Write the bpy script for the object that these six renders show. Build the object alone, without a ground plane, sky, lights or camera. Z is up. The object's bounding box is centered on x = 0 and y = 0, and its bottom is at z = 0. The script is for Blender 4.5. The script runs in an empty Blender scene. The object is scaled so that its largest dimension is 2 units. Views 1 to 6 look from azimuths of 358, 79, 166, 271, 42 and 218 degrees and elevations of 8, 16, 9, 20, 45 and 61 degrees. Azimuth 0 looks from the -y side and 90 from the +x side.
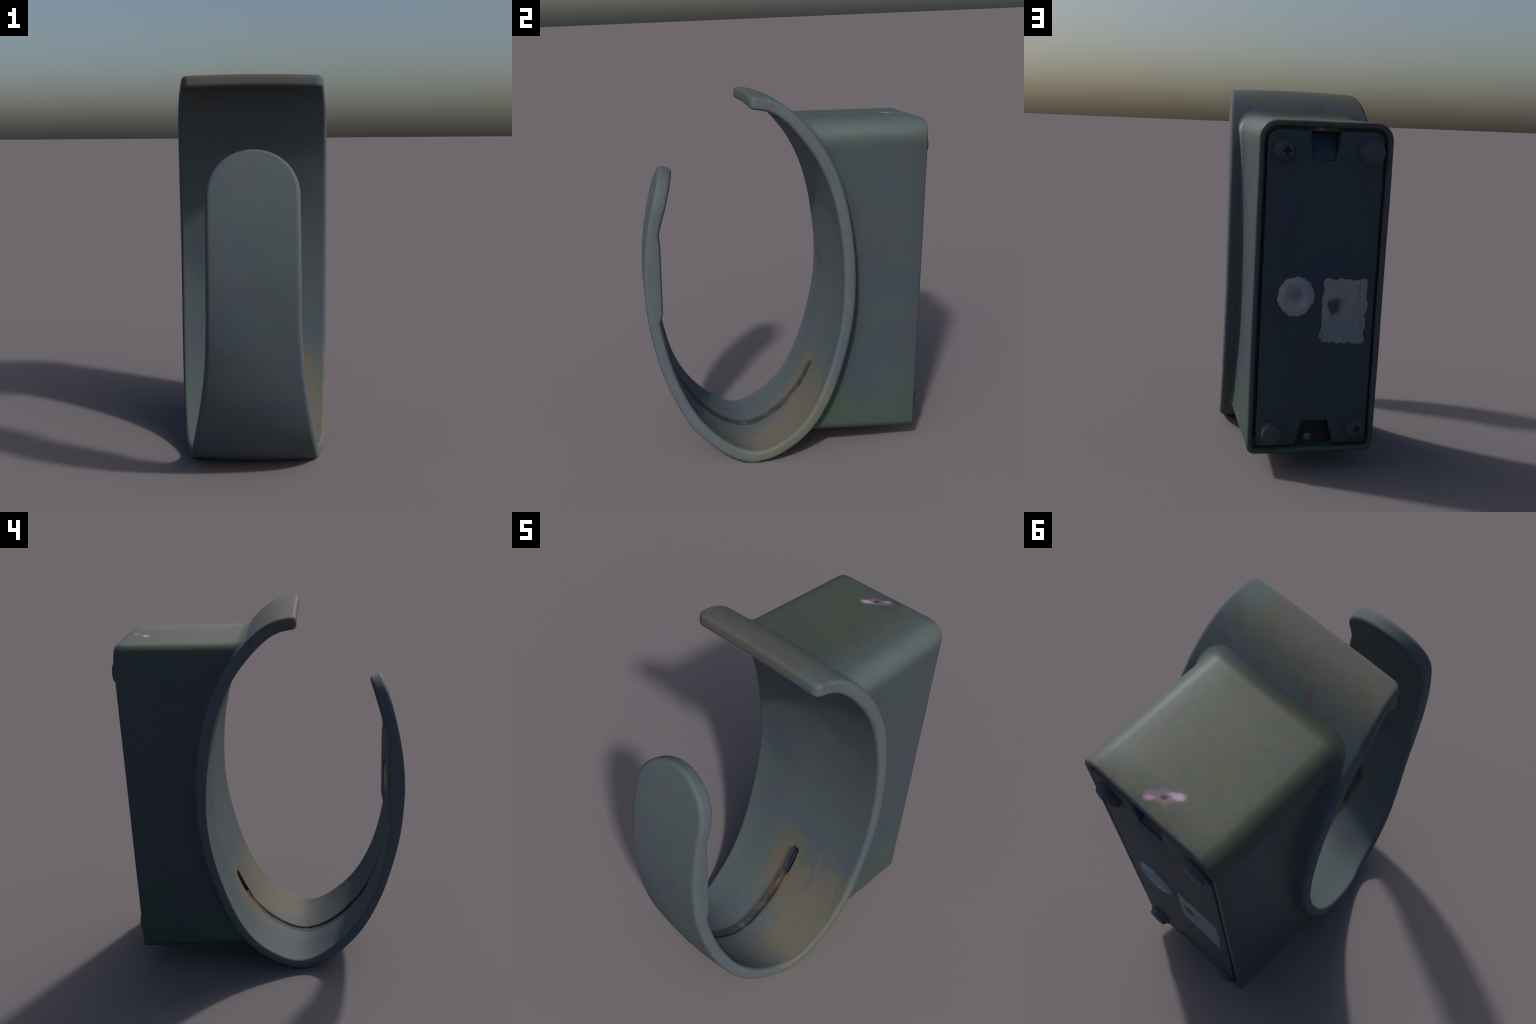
import bpy, bmesh, math, random
import numpy as np
from mathutils import Vector, noise, Matrix

random.seed(7)
TURN = math.radians(-2.8)          # the whole hook stands slightly turned about z

# ------------------------------------------------------------------ materials
def lin(c):
    c = np.array(c, float) / 255.0
    return tuple(np.where(c <= .04045, c / 12.92, ((c + .055) / 1.055) ** 2.4)) + (1.0,)

class Nodes:
    """Small helper to write node trees as expressions."""
    def __init__(self, name):
        self.mat = bpy.data.materials.new(name)
        self.mat.use_nodes = True
        self.t = self.mat.node_tree
        self.bsdf = self.t.nodes["Principled BSDF"]
        self.co = self.add("ShaderNodeTexCoord").outputs["Object"]
        self.sep = self.add("ShaderNodeSeparateXYZ")
        self.link(self.co, self.sep.inputs[0])
        self.x, self.y, self.z = self.sep.outputs
    def add(self, kind):
        return self.t.nodes.new(kind)
    def link(self, a, b):
        self.t.links.new(a, b)
    def put(self, sock, v):
        if isinstance(v, bpy.types.NodeSocket):
            self.link(v, sock)
        else:
            sock.default_value = v
    def math(self, op, a, b=0.0, clamp=False):
        n = self.add("ShaderNodeMath"); n.operation = op; n.use_clamp = clamp
        self.put(n.inputs[0], a); self.put(n.inputs[1], b)
        return n.outputs[0]
    def mul(self, *v):
        r = v[0]
        for k in v[1:]:
            r = self.math("MULTIPLY", r, k)
        return r
    def step(self, v, a, b):
        n = self.add("ShaderNodeMapRange"); n.interpolation_type = "SMOOTHSTEP"
        self.put(n.inputs["Value"], v)
        n.inputs["From Min"].default_value = a; n.inputs["From Max"].default_value = b
        return n.outputs[0]
    def noise(self, scale, detail=3.0, rough=.5, stretch=(1, 1, 1), shift=(0, 0, 0), distort=0.0):
        m = self.add("ShaderNodeMapping"); self.link(self.co, m.inputs["Vector"])
        m.inputs["Scale"].default_value = stretch; m.inputs["Location"].default_value = shift
        n = self.add("ShaderNodeTexNoise"); self.link(m.outputs[0], n.inputs["Vector"])
        n.inputs["Scale"].default_value = scale; n.inputs["Detail"].default_value = detail
        n.inputs["Roughness"].default_value = rough; n.inputs["Distortion"].default_value = distort
        return n.outputs[0]
    def mix(self, fac, a, b, blend="MIX"):
        n = self.add("ShaderNodeMix"); n.data_type = "RGBA"; n.blend_type = blend
        self.put(n.inputs["Factor"], fac); self.put(n.inputs[6], a); self.put(n.inputs[7], b)
        return n.outputs[2]
    def blob(self, c, r, soft, wob=0.0):
        """mask of an ellipsoid at c with radii r (None = unlimited along that axis), ragged by noise"""
        tot = None
        for s, ci, ri in zip((self.x, self.y, self.z), c, r):
            if ri is None:
                continue
            d = self.math("POWER", self.math("ABSOLUTE", self.math("DIVIDE", self.math("SUBTRACT", s, ci), ri)), 2.0)
            tot = d if tot is None else self.math("ADD", tot, d)
        tot = self.math("SQRT", tot)
        if wob:
            tot = self.math("ADD", tot, wob)
        return self.step(tot, 1.0, 1.0 - soft)
    def done(self, colour, rough=.6, bump=None, spec=.3):
        self.put(self.bsdf.inputs["Base Color"], colour)
        self.put(self.bsdf.inputs["Roughness"], rough)
        self.bsdf.inputs["Specular IOR Level"].default_value = spec
        if bump is not None:
            b = self.add("ShaderNodeBump"); b.inputs["Strength"].default_value = bump[1]; b.inputs["Distance"].default_value = bump[2]
            self.link(bump[0], b.inputs["Height"]); self.link(b.outputs[0], self.bsdf.inputs["Normal"])
        return self.mat

BASE = lin((84, 94, 100)); GREEN = lin((82, 95, 95)); BLUE = lin((79, 91, 103)); PURPLE = lin((86, 91, 99))
WARM = lin((103, 97, 83)); OLIVE = lin((65, 74, 60)); RUST = lin((98, 84, 68))

def enamel(n, k=1.0):
    """faded blue-grey coating with faint green, blue and violet clouds"""
    c = n.mix(n.step(n.noise(2.6, 3, shift=(3, 1, 0)), .42, .66), BASE, GREEN)
    c = n.mix(n.step(n.noise(3.3, 3, shift=(0, 5, 2)), .45, .68), c, BLUE)
    c = n.mix(n.mul(n.step(n.noise(4.6, 4, shift=(7, 0, 4)), .5, .7), .7), c, PURPLE)
    return n.mix(1.0, c, (k, k, k, 1), "MULTIPLY")

def grain(n, c, amount=.035):
    g = n.noise(38, 4, .6)
    m = n.mix(1.0, c, n.mix(n.step(g, .3, .7), (1 - amount,) * 3 + (1,), (1 + amount,) * 3 + (1,)), "MULTIPLY")
    return m

def mat_band():
    n = Nodes("faded_band_coating")
    c = enamel(n, .88)
    streak = n.noise(9, 5, .6, stretch=(3.5, .6, .6))
    wob = n.math("MULTIPLY", n.math("SUBTRACT", streak, .5), 1.5)
    # tan dust rubbed into the inside of the bend, mostly right of the groove
    ey = n.math("POWER", n.math("DIVIDE", n.math("ADD", n.y, .22), .515), 2.0)
    ez = n.math("POWER", n.math("DIVIDE", n.math("SUBTRACT", n.z, 1.0), .965), 2.0)
    inside = n.step(n.math("SQRT", n.math("ADD", ey, ez)), 1.022, 1.005)      # inner face of the oval hook
    dust = n.mul(n.blob((.25, -.04, .20), (.34, .50, .44), .75, wob), inside)
    c = n.mix(n.mul(dust, .68), c, WARM)
    fleck = n.mul(dust, n.step(n.noise(14, 4, .65, stretch=(2.2, .8, .8)), .5, .66))
    c = n.mix(n.mul(fleck, .6), c, lin((112, 98, 74)))
    edge = n.blob((-.04, .08, .30), (.16, .30, .34), .7, wob)
    c = n.mix(n.mul(edge, inside, .7), c, lin((98, 90, 74)))
    # rusty stains beside the groove
    rust = n.blob((0.0, .02, .20), (.035, .12, .14), .6, wob)
    c = n.mix(n.mul(rust, inside, .55), c, RUST)
    rust2 = n.blob((-.02, -.47, .19), (.07, .09, .09), .6, wob)
    c = n.mix(n.mul(rust2, inside, .75), c, lin((88, 68, 50)))
    # dark ragged tone in and beside the groove
    off = n.math("ADD", n.math("ADD", n.x, .026), n.mul(wob, .014))
    line = n.mul(n.step(n.math("ABSOLUTE", off), .048, .016), n.step(n.math("ADD", n.z, n.mul(wob, .08)), .42, .36))
    line = n.mul(line, inside, n.step(n.noise(7, 3, shift=(0, 9, 0)), .22, .36))
    c = n.mix(n.mul(line, .92), c, n.mix(n.step(n.noise(8, 3, shift=(3, 3, 1)), .45, .6), lin((40, 46, 48)), lin((66, 55, 46))))
    # mouth of the slot, the shade of the hole painted into the colour
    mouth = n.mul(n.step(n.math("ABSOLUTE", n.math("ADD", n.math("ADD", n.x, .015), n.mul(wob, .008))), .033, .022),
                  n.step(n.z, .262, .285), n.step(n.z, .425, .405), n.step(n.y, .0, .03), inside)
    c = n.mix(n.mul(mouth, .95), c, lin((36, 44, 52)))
    # brownish dust with dark specks on the curled top
    top = n.mul(n.step(n.z, 1.86, 1.96), n.step(n.math("ADD", n.x, n.mul(wob, .16)), .27, .18))
    c = n.mix(n.mul(top, .7), c, lin((84, 82, 74)))
    mott = n.mul(n.step(n.noise(8, 4, .6, shift=(6, 1, 3)), .5, .66), n.step(n.z, 1.78, 1.90))
    c = n.mix(n.mul(mott, .55), c, lin((86, 78, 62)))
    sp = n.mul(n.step(n.noise(15, 3, .5, shift=(2, 2, 9)), .56, .68), n.step(n.z, 1.78, 1.86))
    c = n.mix(n.mul(sp, n.step(n.noise(3.2, 2, shift=(1, 1, 2)), .45, .6), .5), c, lin((80, 64, 58)))
    # green tinge on the underside of the bend and on the low edges
    ms = n.math("ADD", n.z, n.mul(n.math("SUBTRACT", n.noise(6, 4, .6), .5), .5))
    rim = n.step(n.math("ABSOLUTE", n.math("ADD", n.x, .012)), .345, .375)
    low_green = n.math("MAXIMUM", n.mul(n.step(ms, .12, .0), n.step(n.z, .07, .045)), n.mul(rim, n.step(ms, .55, .15)))
    low_green = n.mul(low_green, n.math("SUBTRACT", 1.0, n.mul(inside, .75)))
    c = n.mix(n.mul(low_green, .85), c, lin((74, 98, 80)))
    return n.done(grain(n, c), .72, (n.noise(26, 2), .12, .004), .2)

def mat_housing():
    n = Nodes("faded_housing_coating")
    c = n.mix(1.0, enamel(n, .57), (.93, 1.0, 1.04, 1), "MULTIPLY")
    patch = n.noise(6.0, 4, .55, stretch=(.8, 1.4, 1), distort=.6)
    wob = n.mul(n.math("SUBTRACT", patch, .5), .35)
    lid = n.mul(n.step(n.z, 1.76, 1.812), n.step(n.math("ADD", n.x, wob), .22, .16))
    c = n.mix(n.mul(lid, .85), c, OLIVE)
    c = n.mix(n.mul(lid, n.step(n.noise(9, 4, .6, shift=(4, 4, 4)), .46, .62), .6), c, lin((76, 72, 57)))
    c = n.mix(n.mul(lid, n.step(n.noise(10, 4, .6, shift=(1, 8, 4)), .50, .64), .65), c, lin((60, 71, 72)))
    edge_highlight = n.mul(n.step(n.math("ADD", n.x, n.mul(wob, .7)), .05, .30), n.step(n.z, 1.70, 1.79))  # baked highlight along the top right edge, painted into the colour
    c = n.mix(n.mul(edge_highlight, .65), c, lin((88, 98, 98)))
    ragged = n.step(n.math("ADD", n.y, n.mul(n.math("SUBTRACT", n.noise(16, 4, .6, stretch=(1, .3, .3)), .5), .16)), .70, .735)
    c = n.mix(n.mul(lid, ragged, .8), c, lin((52, 60, 68)))
    # pinkish scuff with a dark centre near the back of the top, drawn out along a diagonal
    u = n.math("ADD", n.mul(n.math("ADD", n.x, .027), .77), n.mul(n.math("SUBTRACT", n.y, .649), .64))
    w = n.math("SUBTRACT", n.mul(n.math("SUBTRACT", n.y, .649), .77), n.mul(n.math("ADD", n.x, .027), .64))
    wig = n.math("SUBTRACT", n.noise(16, 3), .5)
    def spot(cu, cw, ru, rw, soft):
        d = n.math("ADD", n.math("POWER", n.math("ABSOLUTE", n.math("DIVIDE", n.math("SUBTRACT", u, cu), ru)), 2.0),
                   n.math("POWER", n.math("ABSOLUTE", n.math("DIVIDE", n.math("SUBTRACT", w, cw), rw)), 2.0))
        return n.mul(n.step(n.math("ADD", n.math("SQRT", d), n.mul(wig, 1.5)), 1.0, 1.0 - soft), n.step(n.z, 1.78, 1.80))
    c = n.mix(n.mul(spot(.0, .0, .084, .044, .8), .8), c, lin((132, 106, 128)))
    c = n.mix(n.mul(spot(-.045, -.002, .036, .020, .8), .9), c, lin((170, 140, 172)))
    c = n.mix(n.mul(spot(.046, .006, .032, .018, .8), .8), c, lin((168, 122, 160)))
    c = n.mix(n.mul(spot(-.028, -.014, .034, .010, .7), .8), c, lin((124, 146, 138)))
    c = n.mix(spot(.004, .0, .030, .022, .7), c, lin((52, 26, 46)))
    low_green = n.mul(n.step(n.math("ADD", n.z, n.mul(n.math("SUBTRACT", n.noise(3, 4, .6), .5), 1.0)), .58, .05), .8)  # greener towards the bottom, broken up by noise
    c = n.mix(low_green, c, lin((58, 78, 66)))
    warm = n.mul(n.step(n.y, .69, .735), n.step(n.noise(7, 3, shift=(2, 7, 1)), .45, .6), .5)
    c = n.mix(warm, c, lin((84, 72, 52)))
    return n.done(grain(n, c), .5, (n.noise(26, 2), .12, .004))

def mat_panel(name, tint=(44, 58, 76), low=(46, 62, 68)):
    n = Nodes(name)
    c = n.mix(n.step(n.noise(2.2, 3), .4, .65), lin(tint), lin(low))
    c = n.mix(n.mul(n.step(n.noise(5, 3, shift=(5, 3, 3)), .5, .7), .5), c, lin((52, 58, 72)))
    return n.done(grain(n, c), .55, (n.noise(70, 3), .3, .004))

def mat_plain(name, rgb, rgb2, scale=8, rough=.6, stretch=(1, 1, 1)):
    n = Nodes(name)
    c = n.mix(n.step(n.noise(scale, 4, .6, stretch=stretch), .35, .68), lin(rgb), lin(rgb2))
    return n.done(grain(n, c), rough)

def mat_spot():
    n = Nodes("pad_sticker_paper")
    w = n.mul(n.math("SUBTRACT", n.noise(16, 4, .6), .5), .7)
    c = n.mix(n.blob((-.02, 0, 1.04), (.105, None, .10), .5, w), lin((92, 80, 72)), lin((150, 134, 112)))
    c = n.mix(n.mul(n.step(n.noise(20, 4, .6), .5, .65), .4), c, lin((120, 112, 112)))
    return n.done(grain(n, c, .08), .75)

def mat_round_sticker():
    n = Nodes("round_sticker_paper")
    c = n.mix(n.step(n.noise(9, 3), .4, .65), lin((128, 138, 148)), lin((140, 142, 146)))
    core = n.blob((.102, 0, .960), (.046, None, .046), .5, n.mul(n.math("SUBTRACT", n.noise(14, 3), .5), .4))
    c = n.mix(n.mul(core, .8), c, n.mix(n.step(n.z, .93, .98), lin((96, 114, 136)), lin((108, 108, 112))))
    return n.done(grain(n, c, .06), .7)

def mat_label():
    n = Nodes("worn_label_paper")
    c = n.mix(n.step(n.z, 1.0, .72), lin((132, 130, 132)), lin((114, 127, 136)))
    lines = n.step(n.noise(22, 4, .6, stretch=(2.6, 1, .22)), .50, .66)
    low = n.math("MULTIPLY", lines, n.math("MAXIMUM", n.step(n.z, .96, .90), n.step(n.x, -.13, -.16)))
    c = n.mix(n.mul(low, .6), c, lin((90, 92, 104)))
    w = n.mul(n.math("SUBTRACT", n.noise(20, 3, .6, stretch=(1.5, 1, .6)), .5), 2.2)
    blot = n.blob((-.10, 0, .905), (.05, None, .06), .6, w)
    c = n.mix(n.mul(blot, .9), c, lin((62, 50, 54)))
    return n.done(grain(n, c, .06), .7)

M_BAND, M_HOUSING = mat_band(), mat_housing()
M_PANEL = mat_panel("dark_back_plate")
M_FOOT = mat_panel("rubber_foot", (60, 70, 78), (60, 72, 72))
M_SCREW = mat_plain("screw_metal", (58, 68, 76), (50, 56, 62))
M_DARK = mat_plain("dark_recess", (22, 26, 29), (17, 20, 24))
M_SLOT_DARK = mat_plain("slot_dark_insert", (44, 50, 60), (38, 42, 44), 20)
M_STICK, M_LABEL = mat_round_sticker(), mat_label()
M_SPOT = mat_spot()
M_GLINT = mat_plain("bright_screw_tip", (88, 90, 106), (70, 72, 88), 20, .4)

# ------------------------------------------------------------------ scene tree
root = bpy.data.objects.new("wall_hook", None)
bpy.context.scene.collection.objects.link(root)
root.rotation_euler = (0, 0, TURN)
root.location = (0, .005, 0)
root["label"] = "blue-grey wall hook with wide curved band and box behind"
root["category"] = "wall hook"

def obj(name, mesh, mat, parent=root, smooth=35):
    o = bpy.data.objects.new(name, mesh)
    bpy.context.scene.collection.objects.link(o)
    o.parent = parent
    if mat:
        mesh.materials.clear(); mesh.materials.append(mat)
    mesh.polygons.foreach_set("use_smooth", [True] * len(mesh.polygons))
    if smooth:
        mesh.set_sharp_from_angle(angle=math.radians(smooth))
    return o

def mesh_from(name, verts, faces):
    me = bpy.data.meshes.new(name)
    me.from_pydata([tuple(v) for v in verts], [], faces)
    bm = bmesh.new(); bm.from_mesh(me)
    bmesh.ops.recalc_face_normals(bm, faces=bm.faces)
    bm.to_mesh(me); bm.free()
    return me

# ------------------------------------------------------------------ curved band
# outer profile of the hook from the curled top, down the back, round the bend and up the lip:
# (y, z, half width to the right, half width to the left)
PROFILE = np.array([
    (-.180, 1.993, .352, .368), (-.118, 1.993, .357, .376), (-.060, 1.976, .363, .385), (-.016, 1.949, .369, .395),
    (.024, 1.915, .377, .403), (.066, 1.871, .384, .410), (.118, 1.812, .390, .416), (.162, 1.752, .394, .421),
    (.202, 1.682, .397, .425), (.239, 1.598, .400, .428), (.264, 1.530, .402, .430), (.289, 1.430, .405, .432),
    (.309, 1.322, .407, .433), (.321, 1.200, .408, .434), (.326, 1.060, .409, .434), (.319, .880, .408, .434),
    (.301, .765, .407, .432), (.272, .640, .406, .430), (.228, .490, .403, .426), (.169, .343, .399, .420),
    (.118, .252, .394, .415), (.067, .182, .390, .410), (.004, .118, .384, .401), (-.088, .056, .376, .390),
    (-.157, .021, .368, .381), (-.226, .000, .352, .368), (-.292, .006, .333, .347), (-.348, .028, .321, .335),
    (-.402, .062, .316, .330), (-.458, .107, .311, .323), (-.515, .164, .302, .309), (-.570, .231, .290, .296),
    (-.624, .318, .274, .279), (-.677, .437, .254, .257), (-.716, .572, .236, .238), (-.741, .692, .226, .229),
    (-.757, .806, .219, .225), (-.765, .910, .217, .223), (-.767, 1.010, .217, .222), (-.761, 1.120, .217, .221),
    (-.746, 1.240, .216, .222), (-.722, 1.355, .215, .222), (-.693, 1.463, .214, .222), (-.665, 1.550, .214, .222),
    (-.635, 1.630, .214, .222)])
THICK = .0315                       # half the thickness of the band

def spline(P, per=24):
    """uniform Catmull-Rom through the rows of P"""
    P = np.vstack([2 * P[0] - P[1], P, 2 * P[-1] - P[-2]])
    out = []
    for i in range(1, len(P) - 2):
        a, b, c, d = P[i - 1:i + 3]
        t = np.linspace(0, 1, per, endpoint=False)[:, None]
        out.append(.5 * ((2 * b) + (c - a) * t + (2 * a - 5 * b + 4 * c - d) * t ** 2 + (3 * b - a - 3 * c + d) * t ** 3))
    return np.vstack(out + [P[-2:-1]])

# fair the control polygon a little so that the curvature runs evenly
F = PROFILE.copy()
for _ in range(2):
    F[1:-1] = .25 * F[:-2] + .5 * F[1:-1] + .25 * F[2:]
F[1:-1] += (PROFILE[1:-1] - F[1:-1]) * .7
CURVE = spline(F)
def fair(C, sigma=.055, step=.004):
    """even out the curvature: resample by arc length and blur, keeping the ends"""
    a = np.concatenate([[0], np.cumsum(np.linalg.norm(np.diff(C[:, :2], axis=0), axis=1))])
    n = int(a[-1] / step); t = np.linspace(0, a[-1], n)
    D = np.stack([np.interp(t, a, C[:, k]) for k in range(C.shape[1])], 1)
    m = int(3 * sigma / step); w = np.exp(-.5 * (np.arange(-m, m + 1) * step / sigma) ** 2); w /= w.sum()
    pad = np.vstack([2 * D[0] - D[m:0:-1], D, 2 * D[-1] - D[-2:-m - 2:-1]])
    return np.stack([np.convolve(pad[:, k], w, "valid") for k in range(C.shape[1])], 1)
D1 = fair(CURVE)                     # blur twice so that the bend keeps its size
n0 = len(D1); u0 = np.linspace(0, 1, n0)
c0 = np.concatenate([[0], np.cumsum(np.linalg.norm(np.diff(CURVE[:, :2], axis=0), axis=1))]); c0 /= c0[-1]
RAW = np.stack([np.interp(u0, c0, CURVE[:, k]) for k in range(4)], 1)
D2 = fair(RAW - D1 + np.stack([u0 * 0, u0 * n0 * .004, u0 * 0, u0 * 0], 1))
u2 = np.linspace(0, 1, len(D2))
CURVE = D1.copy()
for k in (0, 1):
    CURVE[:, k] += np.interp(u0, u2, D2[:, k]) - (u0 * n0 * .004 if k == 1 else 0)
seg = np.linalg.norm(np.diff(CURVE[:, :2], axis=0), axis=1)
ARC = np.concatenate([[0], np.cumsum(seg)])
LEN = ARC[-1]
def at(s):
    return np.array([np.interp(s, ARC, CURVE[:, k]) for k in range(4)]).T
def normal_in(s):
    e = 4e-2 * .5
    a, b = at(np.clip(s - e, 0, LEN))[:, :2], at(np.clip(s + e, 0, LEN))[:, :2]
    t = (b - a); t /= np.linalg.norm(t, axis=1)[:, None]
    return np.stack([t[:, 1], -t[:, 0]], 1)      # points to the inside of the hook

BOW_AT = (0, 6, 12, 15, 17, 22, 26, 29, 32, 35, 37, 44)
BOW = (.008, .006, .007, .012, .016, .015, .010, .019, .022, .015, .006, .003)
BOW_ARC = [ARC[int(np.argmin(np.sum((CURVE[:, :2] - PROFILE[i, :2]) ** 2, axis=1)))] for i in BOW_AT]
def bow(s):                         # how far the middle of the band bulges outwards across its width
    return np.interp(s, BOW_ARC, BOW)
CAP = .225                          # length of the rounded end of the lip
CORNER = .035                       # rounding of the two corners of the curled top
def widths(s):
    p = at(s); wr, wl = p[:, 2].copy(), p[:, 3].copy()
    k = np.clip((s - (LEN - CAP)) / CAP, 0, 1)
    f = np.power(1 - np.power(k, 2.12), .5)
    wr *= f; wl *= f
    c = np.clip(CORNER - s, 0, CORNER)
    cut = CORNER - np.sqrt(np.maximum(CORNER ** 2 - c ** 2, 0))
    return wr - cut, wl - cut

EDGE_R = .020
insets = np.array([0, .0009, .0035, .0075, .012, .017, .023, .031])
body = np.linspace(.045, LEN - CAP - .02, 300)
cap = LEN - CAP + CAP * np.sin(np.linspace(-.09, math.radians(89.3), 60))
S = np.concatenate([insets, [.034], body, cap])
S = np.unique(np.round(S, 5))
WR, WL = widths(S)
# outline polyline for the distance to the rim
so = np.concatenate([np.linspace(0, .05, 40), np.linspace(.055, LEN - CAP, 500), LEN - CAP + CAP * np.sin(np.linspace(0, math.pi / 2, 200))])
orr, oll = widths(so)
outline = np.vstack([np.stack([so, orr], 1), np.stack([so[::-1], -oll[::-1]], 1),
                     np.stack([np.zeros(60), np.linspace(-oll[0], orr[0], 60)], 1)])
P = at(S); N = normal_in(S); at_w = P[:, 2:4]
GROOVE_X = -.013
inner_cols = np.concatenate([np.linspace(0, .43, 28)[:-1], np.linspace(.43, .53, 26), np.linspace(.53, 1, 28)[1:]])
verts, faces = [], []
nrow, ncol = len(S), 2 * len(insets) + len(inner_cols) - 2
PAD = (.845, 1.285)                 # height range of the flat raised pad inside the lip

def smooth(a, b, v):
    t = np.clip((v - a) / (b - a), 0, 1); return t * t * (3 - 2 * t)

def pad_y(x, z):                    # face of the pad with a shallow hollow for its sticker
    q = math.hypot((x + .02) / .125, (z - 1.04) / .118)
    return -.6745 + .030 * (z - 1.03) - .016 * float(smooth(1.04, .72, q + .12 * noise.noise(Vector((x * 9, z * 9, 6)))))
SEG_A, SEG_V = outline, np.roll(outline, -1, axis=0) - outline
SEG_L = np.maximum(np.sum(SEG_V ** 2, axis=1), 1e-12)
def rim_distance(s, xs):            # distance of the points (s, xs) to the outline of the flat band
    near = np.abs(SEG_A[:, 0] - s) < .12
    A, V, L2 = SEG_A[near], SEG_V[near], SEG_L[near]
    p = np.stack([np.full(len(xs), s), xs], 1)[:, None, :] - A[None]
    t = np.clip(np.sum(p * V[None], axis=2) / L2, 0, 1)
    return np.sqrt(np.min(np.sum((p - V[None] * t[..., None]) ** 2, axis=2), axis=1))
grid = {}
for i, s in enumerate(S):
    wr, wl = WR[i], WL[i]
    ins = insets * min(1.0, (wr + wl) / .12)
    L = -wl + ins; R = wr - ins
    mid = L[-1] + (R[-1] - L[-1]) * inner_cols
    # keep the dense columns on the groove
    mid = mid + min(1.0, max(0.0, (wr + wl) / .2 - .8)) * (GROOVE_X - (L[-1] + R[-1]) / 2 + (R[-1] - L[-1]) * .02) * np.exp(-((inner_cols - .48) / .2) ** 2)
    xs = np.concatenate([L[:-1], mid, R[::-1][1:]])
    d = rim_distance(s, xs)
    d[0] = d[-1] = 0.0
    if i == 0 or i == nrow - 1:
        d[:] = 0.0
    er = .018 + (EDGE_R - .018) * float(smooth(.05, .4, s))       # crisper rim at the curled top
    dd = np.minimum(d, er)
    y, z = P[i, 0], P[i, 1]; ny, nz = N[i]
    cy, cz = y + ny * THICK, z + nz * THICK
    on_lip = s > LEN * .6
    for j, x in enumerate(xs):
        round_off = er - math.sqrt(max(er ** 2 - (er - dd[j]) ** 2, 0))
        lump = .0022 * noise.noise(Vector((x * 4, y * 4 + 3, z * 4)))
        bulge = bow(s) * max(0, 1 - (x / max(.05, .5 * (at_w[i, 0] + at_w[i, 1]))) ** 2)
        for side in (1, -1):        # 1 = inside of the hook, -1 = outside
            t = (THICK - round_off) * side - bulge
            if side == -1:
                t -= .006 * float(smooth(-.16, -.30, y) * smooth(.36, .18, z) * smooth(.75, .35, z))
            if side == 1 and z < 1.95:
                t -= (.003 + .011 * float(smooth(1.35, .9, z))) * float(smooth(-.12, -.40, x * .41 / max(wl, .05))) * (float(smooth(.8, .4, z)) if on_lip else 1) * float(smooth(1.95, 1.8, z))
            if side == 1 and not on_lip:
                t += .011 * float(smooth(1.30, 1.55, z) * smooth(1.90, 1.78, z)) * max(0, 1 - (x / .45) ** 2)
            if side == 1 and on_lip:
                t += .009 * smooth(1.30, 1.50, z)      # the lip thickens towards its end
            if side == -1:
                low = smooth(.10, .01, z)
                t -= (.006 * noise.noise(Vector((x * 9, y * 9, 1.7))) + .004 * noise.noise(Vector((x * 33, y * 33, 5)))) * low * smooth(0, .02, d[j])
            py, pz = cy + ny * t, cz + nz * t
            if side == 1:
                # the groove, and the deeper slot at its upper end on the back
                gx = abs(x - GROOVE_X)
                if not on_lip:
                    run = smooth(.45, .30, z)
                else:
                    run = smooth(.80, .45, z)
                wav = 1 + .5 * noise.noise(Vector((y * 9, z * 9, 3)))
                side_w = (.012 if x > GROOVE_X else .040) * wav      # steep on the right, sloping on the left
                g = .007 * run * smooth(side_w, 0, gx)
                if not on_lip:
                    slot = smooth(.270, .285, z) * smooth(.415, .400, z)
                    g = max(g, .022 * slot * smooth(.027, .018, gx + .004 * noise.noise(Vector((x * 30, y * 30, z * 30)))))
                py -= ny * g; pz -= nz * g
                if on_lip and z > .7:
                    flat = pad_y(x, pz)
                    k = smooth(PAD[0] - .035, PAD[0] + .03, pz) * smooth(PAD[1] + .035, PAD[1] - .035, pz)
                    py += k * .005 * math.log1p(math.exp(min(60, (flat - .7 * round_off - py) / .005)))
            py += lump
            if on_lip:                  # the lip is turned a little to the left
                py -= .006 * float(smooth(.02, -.2, x) * smooth(.35, .75, z))
            if pz < .012:               # ragged cut of the scan at the ground, copied into the shape
                pz = .004 + .004 * noise.noise(Vector((x * 25, y * 25, 2))) + (pz - .012) * .12
            grid[i, j, side] = len(verts); verts.append((x, py, pz))
for i in range(nrow - 1):
    for j in range(ncol - 1):
        for side in (1, -1):
            q = [grid[i, j, side], grid[i + 1, j, side], grid[i + 1, j + 1, side], grid[i, j + 1, side]]
            faces.append(q if side == 1 else q[::-1])
rim = [(i, 0) for i in range(nrow)] + [(nrow - 1, j) for j in range(1, ncol)] + [(i, ncol - 1) for i in range(nrow - 2, -1, -1)] + [(0, j) for j in range(ncol - 2, 0, -1)]
for a, b in zip(rim, rim[1:] + rim[:1]):
    faces.append([grid[(*a, 1)], grid[(*a, -1)], grid[(*b, -1)], grid[(*b, 1)]])
band = obj("hook_band", mesh_from("hook_band", verts, faces), M_BAND, smooth=50)

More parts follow.
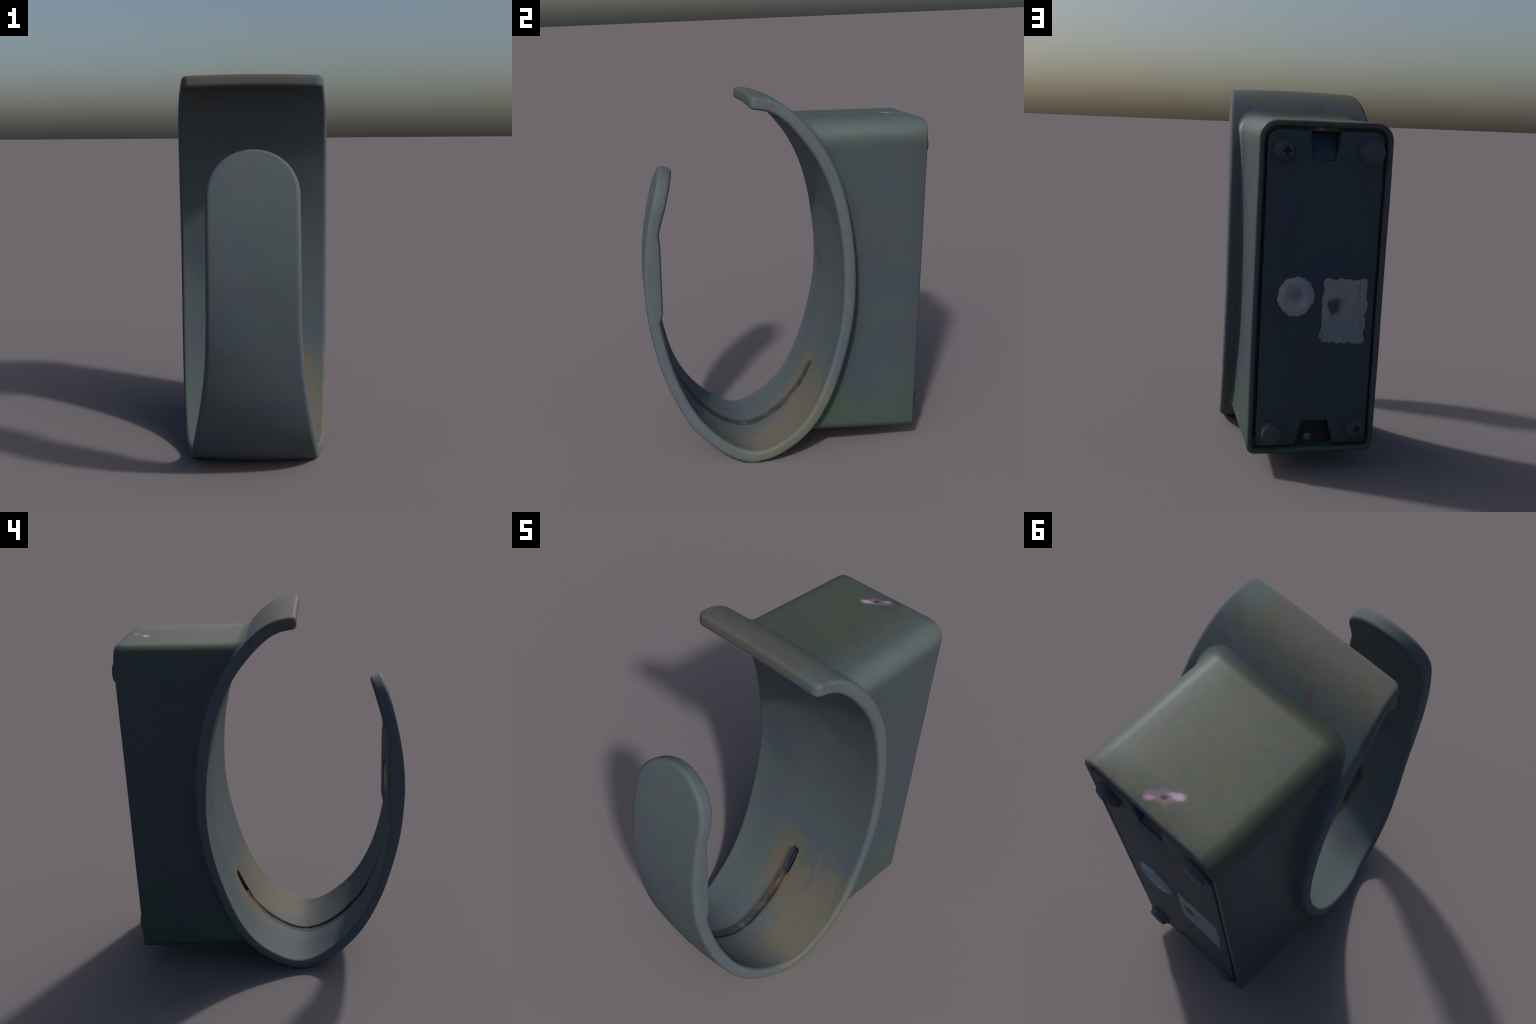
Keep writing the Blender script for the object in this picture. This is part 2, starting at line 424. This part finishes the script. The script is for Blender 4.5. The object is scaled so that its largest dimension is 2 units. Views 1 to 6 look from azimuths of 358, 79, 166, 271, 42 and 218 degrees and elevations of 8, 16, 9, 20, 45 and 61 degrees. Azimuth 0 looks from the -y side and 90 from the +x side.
# added dark insert, no real part, to make the slot look deeper in shade
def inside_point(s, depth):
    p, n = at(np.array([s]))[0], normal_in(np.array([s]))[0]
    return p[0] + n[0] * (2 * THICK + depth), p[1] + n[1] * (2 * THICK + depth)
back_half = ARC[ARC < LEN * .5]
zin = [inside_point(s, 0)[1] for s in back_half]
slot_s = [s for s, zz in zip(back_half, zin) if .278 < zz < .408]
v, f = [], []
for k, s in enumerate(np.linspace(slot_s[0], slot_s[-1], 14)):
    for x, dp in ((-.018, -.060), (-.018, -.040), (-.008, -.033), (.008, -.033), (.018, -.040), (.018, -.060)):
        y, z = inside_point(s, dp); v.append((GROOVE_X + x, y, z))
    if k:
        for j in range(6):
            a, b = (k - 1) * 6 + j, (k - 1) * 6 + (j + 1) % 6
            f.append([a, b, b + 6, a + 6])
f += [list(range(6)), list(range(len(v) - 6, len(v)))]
obj("slot_dark_insert", mesh_from("slot_dark_insert", v, f), M_SLOT_DARK, band)

# worn round sticker in the middle of the pad
def ragged_disc(name, cx, cz, rx, rz, plane, thick, mat, parent, rag=.04, seed=0.0, sides=96, squareness=2.0, dome=0.0, ring=0.0):
    """thin slab with a torn outline lying on a plane y = plane(z), facing +y (thick > 0) """
    v, f = [], []
    rings = (1.0, .97, .85, .72, .58, .42, .25)
    for lvl, r in enumerate((1.0,) + rings):
        for k in range(sides):
            a = 2 * math.pi * k / sides
            c, s = math.cos(a), math.sin(a)
            q = (abs(c) ** squareness + abs(s) ** squareness) ** (-1 / squareness)
            w = 1 + rag * noise.noise(Vector((c * 3 + seed, s * 3, 0))) + rag * .8 * noise.noise(Vector((c * 14, s * 14 + seed, 3)))
            x, z = cx + c * q * rx * r * w, cz + s * q * rz * r * w
            up = -.006 if lvl == 0 else (thick * .6 if lvl == 1 else thick + dome * (1 - r * r) + ring * math.exp(-((r - .72) / .2) ** 2))
            v.append((x, plane(z, x) + up, z))
    for lvl in range(7):
        for k in range(sides):
            a, b = lvl * sides + k, lvl * sides + (k + 1) % sides
            f.append([a, b, b + sides, a + sides])
    v.append((cx, plane(cz, cx) + thick + dome, cz)); c = len(v) - 1
    for k in range(sides):
        f.append([7 * sides + k, 7 * sides + (k + 1) % sides, c])
    return obj(name, mesh_from(name, v, f), mat, parent)
ragged_disc("pad_sticker", -.02, 1.04, .104, .100, lambda z, x: -.6895 + .030 * (z - 1.03) + .012 * x, .005, M_SPOT, band, .14, 4.0, dome=.008)

# ------------------------------------------------------------------ housing behind the band
def back_y(z, x=-.02):              # the leaning back of the housing
    return .6586 + .0424 * z + .009 * (x + .02)
XL, XR, ZB, ZT = -.360, .321, .108, 1.832
R_TOP, R_BOT = .088, .050
def rounded_outline(xl, xr, zb, zt, rt, rb, n=12):
    pts = []
    for cx, cz, r, a0 in ((xr - rt, zt - rt, rt, 0), (xl + rt, zt - rt, rt, 90), (xl + rb, zb + rb, rb, 180), (xr - rb, zb + rb, rb, 270)):
        for k in range(n + 1):
            a = math.radians(a0 + 90 * k / n)
            pts.append((cx + r * math.cos(a), cz + r * math.sin(a)))
    # subdivide the long runs
    out = []
    for p, q in zip(pts, pts[1:] + pts[:1]):
        m = max(1, int(math.dist(p, q) / .05))
        for k in range(m):
            out.append((p[0] + (q[0] - p[0]) * k / m, p[1] + (q[1] - p[1]) * k / m))
    return out
def shrink(pts, d):
    """move a closed outline inwards by d (a negative d, outwards, is weaker on the flanks than on top)"""
    out = []
    n = len(pts)
    for i in range(n):
        a, b = Vector(pts[i - 1]), Vector(pts[(i + 1) % n])
        t = (b - a).normalized()
        e = d if d > 0 else d * (.55 + .45 * float(smooth(1.70, 1.83, pts[i][1])))
        out.append((pts[i][0] - t.y * e, pts[i][1] + t.x * e))
    return out
back_part = CURVE[:, 0] > -.24
zs, ys, ss = CURVE[back_part][::-1, 1], CURVE[back_part][::-1, 0], ARC[back_part][::-1]
order = np.argsort(zs); zs, ys, ss = zs[order], ys[order], ss[order]
def band_back(z):                   # y of the rear surface of the band
    return float(np.interp(z, zs, ys))
O = rounded_outline(XL, XR, ZB, ZT, R_TOP, R_BOT)
FIL = .034
rows = []
def row(d, yf):
    out = []
    for x, z in shrink(O, d):
        low = float(smooth(.5, .15, z)); y0 = yf(x, z)
        tilt = low * (-.003 + (.66 - y0) * .072) + (1 - low) * (.735 - y0) * .032 - .003    # the box leans back a little
        x += .010 * float(smooth(.0, .3, x)) * (.66 - y0) / .6                         # and flares on the right
        out.append((x, yf(x, z + tilt), z + tilt))
    rows.append(out)
sel = ARC[back_part]
out_n = -normal_in(sel)
bulged = CURVE[back_part][:, :2] + out_n * bow(sel)[:, None]
ob = np.argsort(bulged[:, 1]); zm, ym = bulged[ob, 1], bulged[ob, 0]
def front_y(x, z):                  # rear surface of the bulging band
    k = 1 - (x / .42) ** 2
    return band_back(z) * (1 - k) + float(np.interp(z, zm, ym)) * k
row(-FIL, lambda x, z: front_y(x, z) - .012)
for a in (0, 15, 30, 45, 60, 75, 90):    # soft fillet where the housing meets the band
    s_, c_ = math.sin(math.radians(a)), math.cos(math.radians(a))
    row(-FIL * (1 - s_), lambda x, z, c_=c_: front_y(x, z) + FIL * (1 - c_) - .002)
for k in (.2, .4, .6, .8):
    row(0, lambda x, z, k=k: front_y(x, z) + FIL + (back_y(z, x) - .014 - front_y(x, z) - FIL) * k)
for a in (0, 30, 60, 90):           # rounded rear edge
    row(.012 * (1 - math.cos(math.radians(a))), lambda x, z, a=a: back_y(z, x) - .012 + .012 * math.sin(math.radians(a)))
row(.018, lambda x, z: back_y(z, x)); row(.026, lambda x, z: back_y(z, x) - .004)
row(.031, lambda x, z: back_y(z, x) - .012); row(.033, lambda x, z: back_y(z, x) - .040)
row(.050, lambda x, z: back_y(z, x) - .042); row(.051, lambda x, z: back_y(z, x) - .13)
v = [p for r in rows for p in r]; n = len(O); f = []
for k in range(len(rows) - 1):
    for j in range(n):
        a, b = k * n + j, k * n + (j + 1) % n
        f.append([a, b, b + n, a + n])
f.append([(len(rows) - 1) * n + j for j in range(n)])
f.append([j for j in range(n)][::-1])
housing_mesh = mesh_from("housing", v, f)
bm = bmesh.new(); bm.from_mesh(housing_mesh)
bmesh.ops.triangulate(bm, faces=[q for q in bm.faces if len(q.verts) > 4])
bm.to_mesh(housing_mesh); bm.free()
for i_, v_ in enumerate(housing_mesh.vertices):
    k = .0022 * noise.noise(v_.co * 3.5)
    low = float(smooth(.2, .11, v_.co.z))
    v_.co.x += k
    v_.co.z += .004 * noise.noise(v_.co * 12) * low + k
housing = obj("housing", housing_mesh, M_HOUSING, smooth=40)

# back plate with a hanging notch at the top and a cable notch below
PX0, PX1, PZ0, PZ1 = XL + .045, XR - .045, ZB + .046, ZT - .046
plate = rounded_outline(PX0, PX1, PZ0, PZ1, .055, .035, 8)
cx = -.013
def with_notches(pts):
    out = []
    for i, p in enumerate(pts):
        out.append(p)
        q = pts[(i + 1) % len(pts)]
        if abs(p[1] - PZ1) < 1e-6 and p[0] > cx >= q[0]:
            out += [(.066, PZ1), (.048, 1.640), (-.068, 1.640), (-.090, PZ1)]
        if abs(p[1] - PZ0) < 1e-6 and p[0] < cx <= q[0]:
            out += [(-.136, PZ0), (-.130, .19), (-.100, .282), (.036, .284), (.058, .20), (.064, PZ0)]
    # drop stray samples that fall inside the mouth of a notch
    keep = []
    for p in out:
        top = abs(p[1] - PZ1) < 1e-6 and -.089 < p[0] < .065
        bot = abs(p[1] - PZ0) < 1e-6 and -.135 < p[0] < .063
        if not (top or bot):
            keep.append(p)
    return keep
plate = with_notches(plate)
def surf(z, x=-.02):                # the plate stands slightly proud of the rim, more on the right
    return back_y(z, x) - .001 + .0164 * x + .009 * float(smooth(.7, .2, z))
bm = bmesh.new()
ragged_plate = []
for (x, z), (x1, z1) in zip(plate, plate[1:] + plate[:1]):
    m = max(1, int(math.dist((x, z), (x1, z1)) / .02))
    for k in range(m):
        px, pz = x + (x1 - x) * k / m, z + (z1 - z) * k / m
        w = .004 * noise.noise(Vector((px * 22, pz * 22, 4))) + .004 * noise.noise(Vector((px * 60, pz * 60, 8)))
        ragged_plate.append((px + w, pz + w))
top = bm.faces.new([bm.verts.new((x, surf(z, x), z)) for x, z in ragged_plate])
bm.normal_update()
if top.normal.y < 0:
    top.normal_flip()
ext = bmesh.ops.extrude_face_region(bm, geom=[top])
for e in ext["geom"]:
    if isinstance(e, bmesh.types.BMVert):
        e.co.y += 0
for e in [g for g in bm.verts if g not in ext["geom"]]:
    e.co.y -= .120
bmesh.ops.recalc_face_normals(bm, faces=bm.faces)
front = [e for e in bm.edges if all(abs(q.co.y - surf(q.co.z, q.co.x)) < 1e-5 for q in e.verts)]
bmesh.ops.bevel(bm, geom=front, offset=.009, segments=3, affect="EDGES", profile=.5)
bmesh.ops.triangulate(bm, faces=[q for q in bm.faces if len(q.verts) > 4])
me = bpy.data.meshes.new("back_plate"); bm.to_mesh(me); bm.free()
back_plate = obj("back_plate", me, M_PANEL, housing, 30)


# floors of the two notches
def wedge(name, x0t, x1t, x0b, x1b, zt, zb, dt, db, mat):
    v = [(x0t, surf(zt, x0t) - dt, zt), (x1t, surf(zt, x1t) - dt, zt), (x1b, surf(zb, x1b) - db, zb), (x0b, surf(zb, x0b) - db, zb)]
    v += [(x, surf(z, x) - .135, z) for x, y, z in v]
    f = [[0, 1, 2, 3], [4, 5, 6, 7], [0, 1, 5, 4], [1, 2, 6, 5], [2, 3, 7, 6], [3, 0, 4, 7]]
    return obj(name, mesh_from(name, v, f), mat, back_plate)
wedge("hanging_notch", -.088, .064, -.066, .046, PZ1 + .012, 1.642, .100, .010, M_PANEL)
wedge("cable_notch", -.098, .036, -.134, .064, .281, PZ0 - .012, .060, .045, M_DARK)

# ------------------------------------------------------------------ feet and screws
def lathe(profile, sides=40):
    """solid turned about the local +y axis from (radius, height) pairs; ends on the axis"""
    v, f = [], []
    for r, h in profile:
        for k in range(sides):
            a = 2 * math.pi * k / sides
            v.append((r * math.cos(a), h, r * math.sin(a)))
    for i in range(len(profile) - 1):
        for k in range(sides):
            a, b = i * sides + k, i * sides + (k + 1) % sides
            f.append([a, b, b + sides, a + sides])
    f.append(list(range(sides))); f.append(list(range((len(profile) - 1) * sides, len(profile) * sides)))
    return v, f
LEAN = math.atan(.0424)
def place(o, x, z, lift=0):
    o.location = (x, surf(z, x) + lift, z)
    o.rotation_euler = (-LEAN, 0, 0)

foot_prof = [(.066, -.03), (.066, .0015), (.063, .004), (.056, .005), (.0535, .008), (.0525, .016), (.050, .020), (.045, .022), (.02, .0235), (.002, .0235)]
foot_mesh = mesh_from("rubber_foot", *lathe(foot_prof))
foot = obj("rubber_foot", foot_mesh, M_FOOT, back_plate, 40); place(foot, -.251, 1.684, .008)
f2 = foot.copy(); bpy.context.scene.collection.objects.link(f2); f2.scale = (.97, 1.15, .97); place(f2, .201, .227, .006); f2.rotation_euler.y = .7

def screw_mesh(cross_at):
    """round screw head in a raised collar, with a cross recess cut in"""
    v, f = lathe([(.058, -.03), (.058, .002), (.055, .005), (.050, .006), (.0485, .004), (.047, .010), (.044, .015), (.036, .018), (.015, .0195), (.002, .0195)])
    head = mesh_from("screw", v, f)
    tmp = bpy.data.objects.new("screw_blank", head); bpy.context.scene.collection.objects.link(tmp)
    tools = []
    for w, h in ((.014, .056), (.046, .014)):
        bm = bmesh.new(); bmesh.ops.create_cube(bm, size=1.0)
        for q in bm.verts:
            k = 1.0 if q.co.y > 0 else .45
            q.co = Vector((cross_at[0] + q.co.x * w * k, .012 + q.co.y * .026, cross_at[1] + q.co.z * h * k))
        m = bpy.data.meshes.new("cutter"); bm.to_mesh(m); bm.free()
        c = bpy.data.objects.new("cutter", m); bpy.context.scene.collection.objects.link(c); tools.append(c)
        b = tmp.modifiers.new("cut", "BOOLEAN"); b.operation = "DIFFERENCE"; b.object = c; b.solver = "EXACT"
    bpy.context.view_layer.update()
    res = bpy.data.meshes.new_from_object(tmp.evaluated_get(bpy.context.evaluated_depsgraph_get()))
    for t in tools + [tmp]:
        bpy.data.objects.remove(t)
    return res
sm = screw_mesh((-.008, .002)); sm.name = "screw"
s1 = obj("screw", sm, M_SCREW, back_plate, 40); place(s1, .194, 1.682, .015)
s2 = s1.copy(); bpy.context.scene.collection.objects.link(s2); place(s2, -.255, .227, .006); s2.rotation_euler.y = .5
s2.scale = (1, .75, 1)
# bright tip of a screw deep in the cable notch
tip = obj("screw_tip", mesh_from("screw_tip", *lathe([(.022, -.01), (.022, .002), (.016, .007), (.004, .009)], 24)), M_GLINT, back_plate, 40)
place(tip, -.007, .180, -.047)

# ------------------------------------------------------------------ stickers on the back plate
ragged_disc("round_sticker", .100, .952, .095, .103, surf, .0025, M_STICK, back_plate, .11, 1.0, ring=.014)
ragged_disc("paper_label", -.156, .873, .118, .168, surf, .0025, M_LABEL, back_plate, .09, 9.0, 160, 14.0)
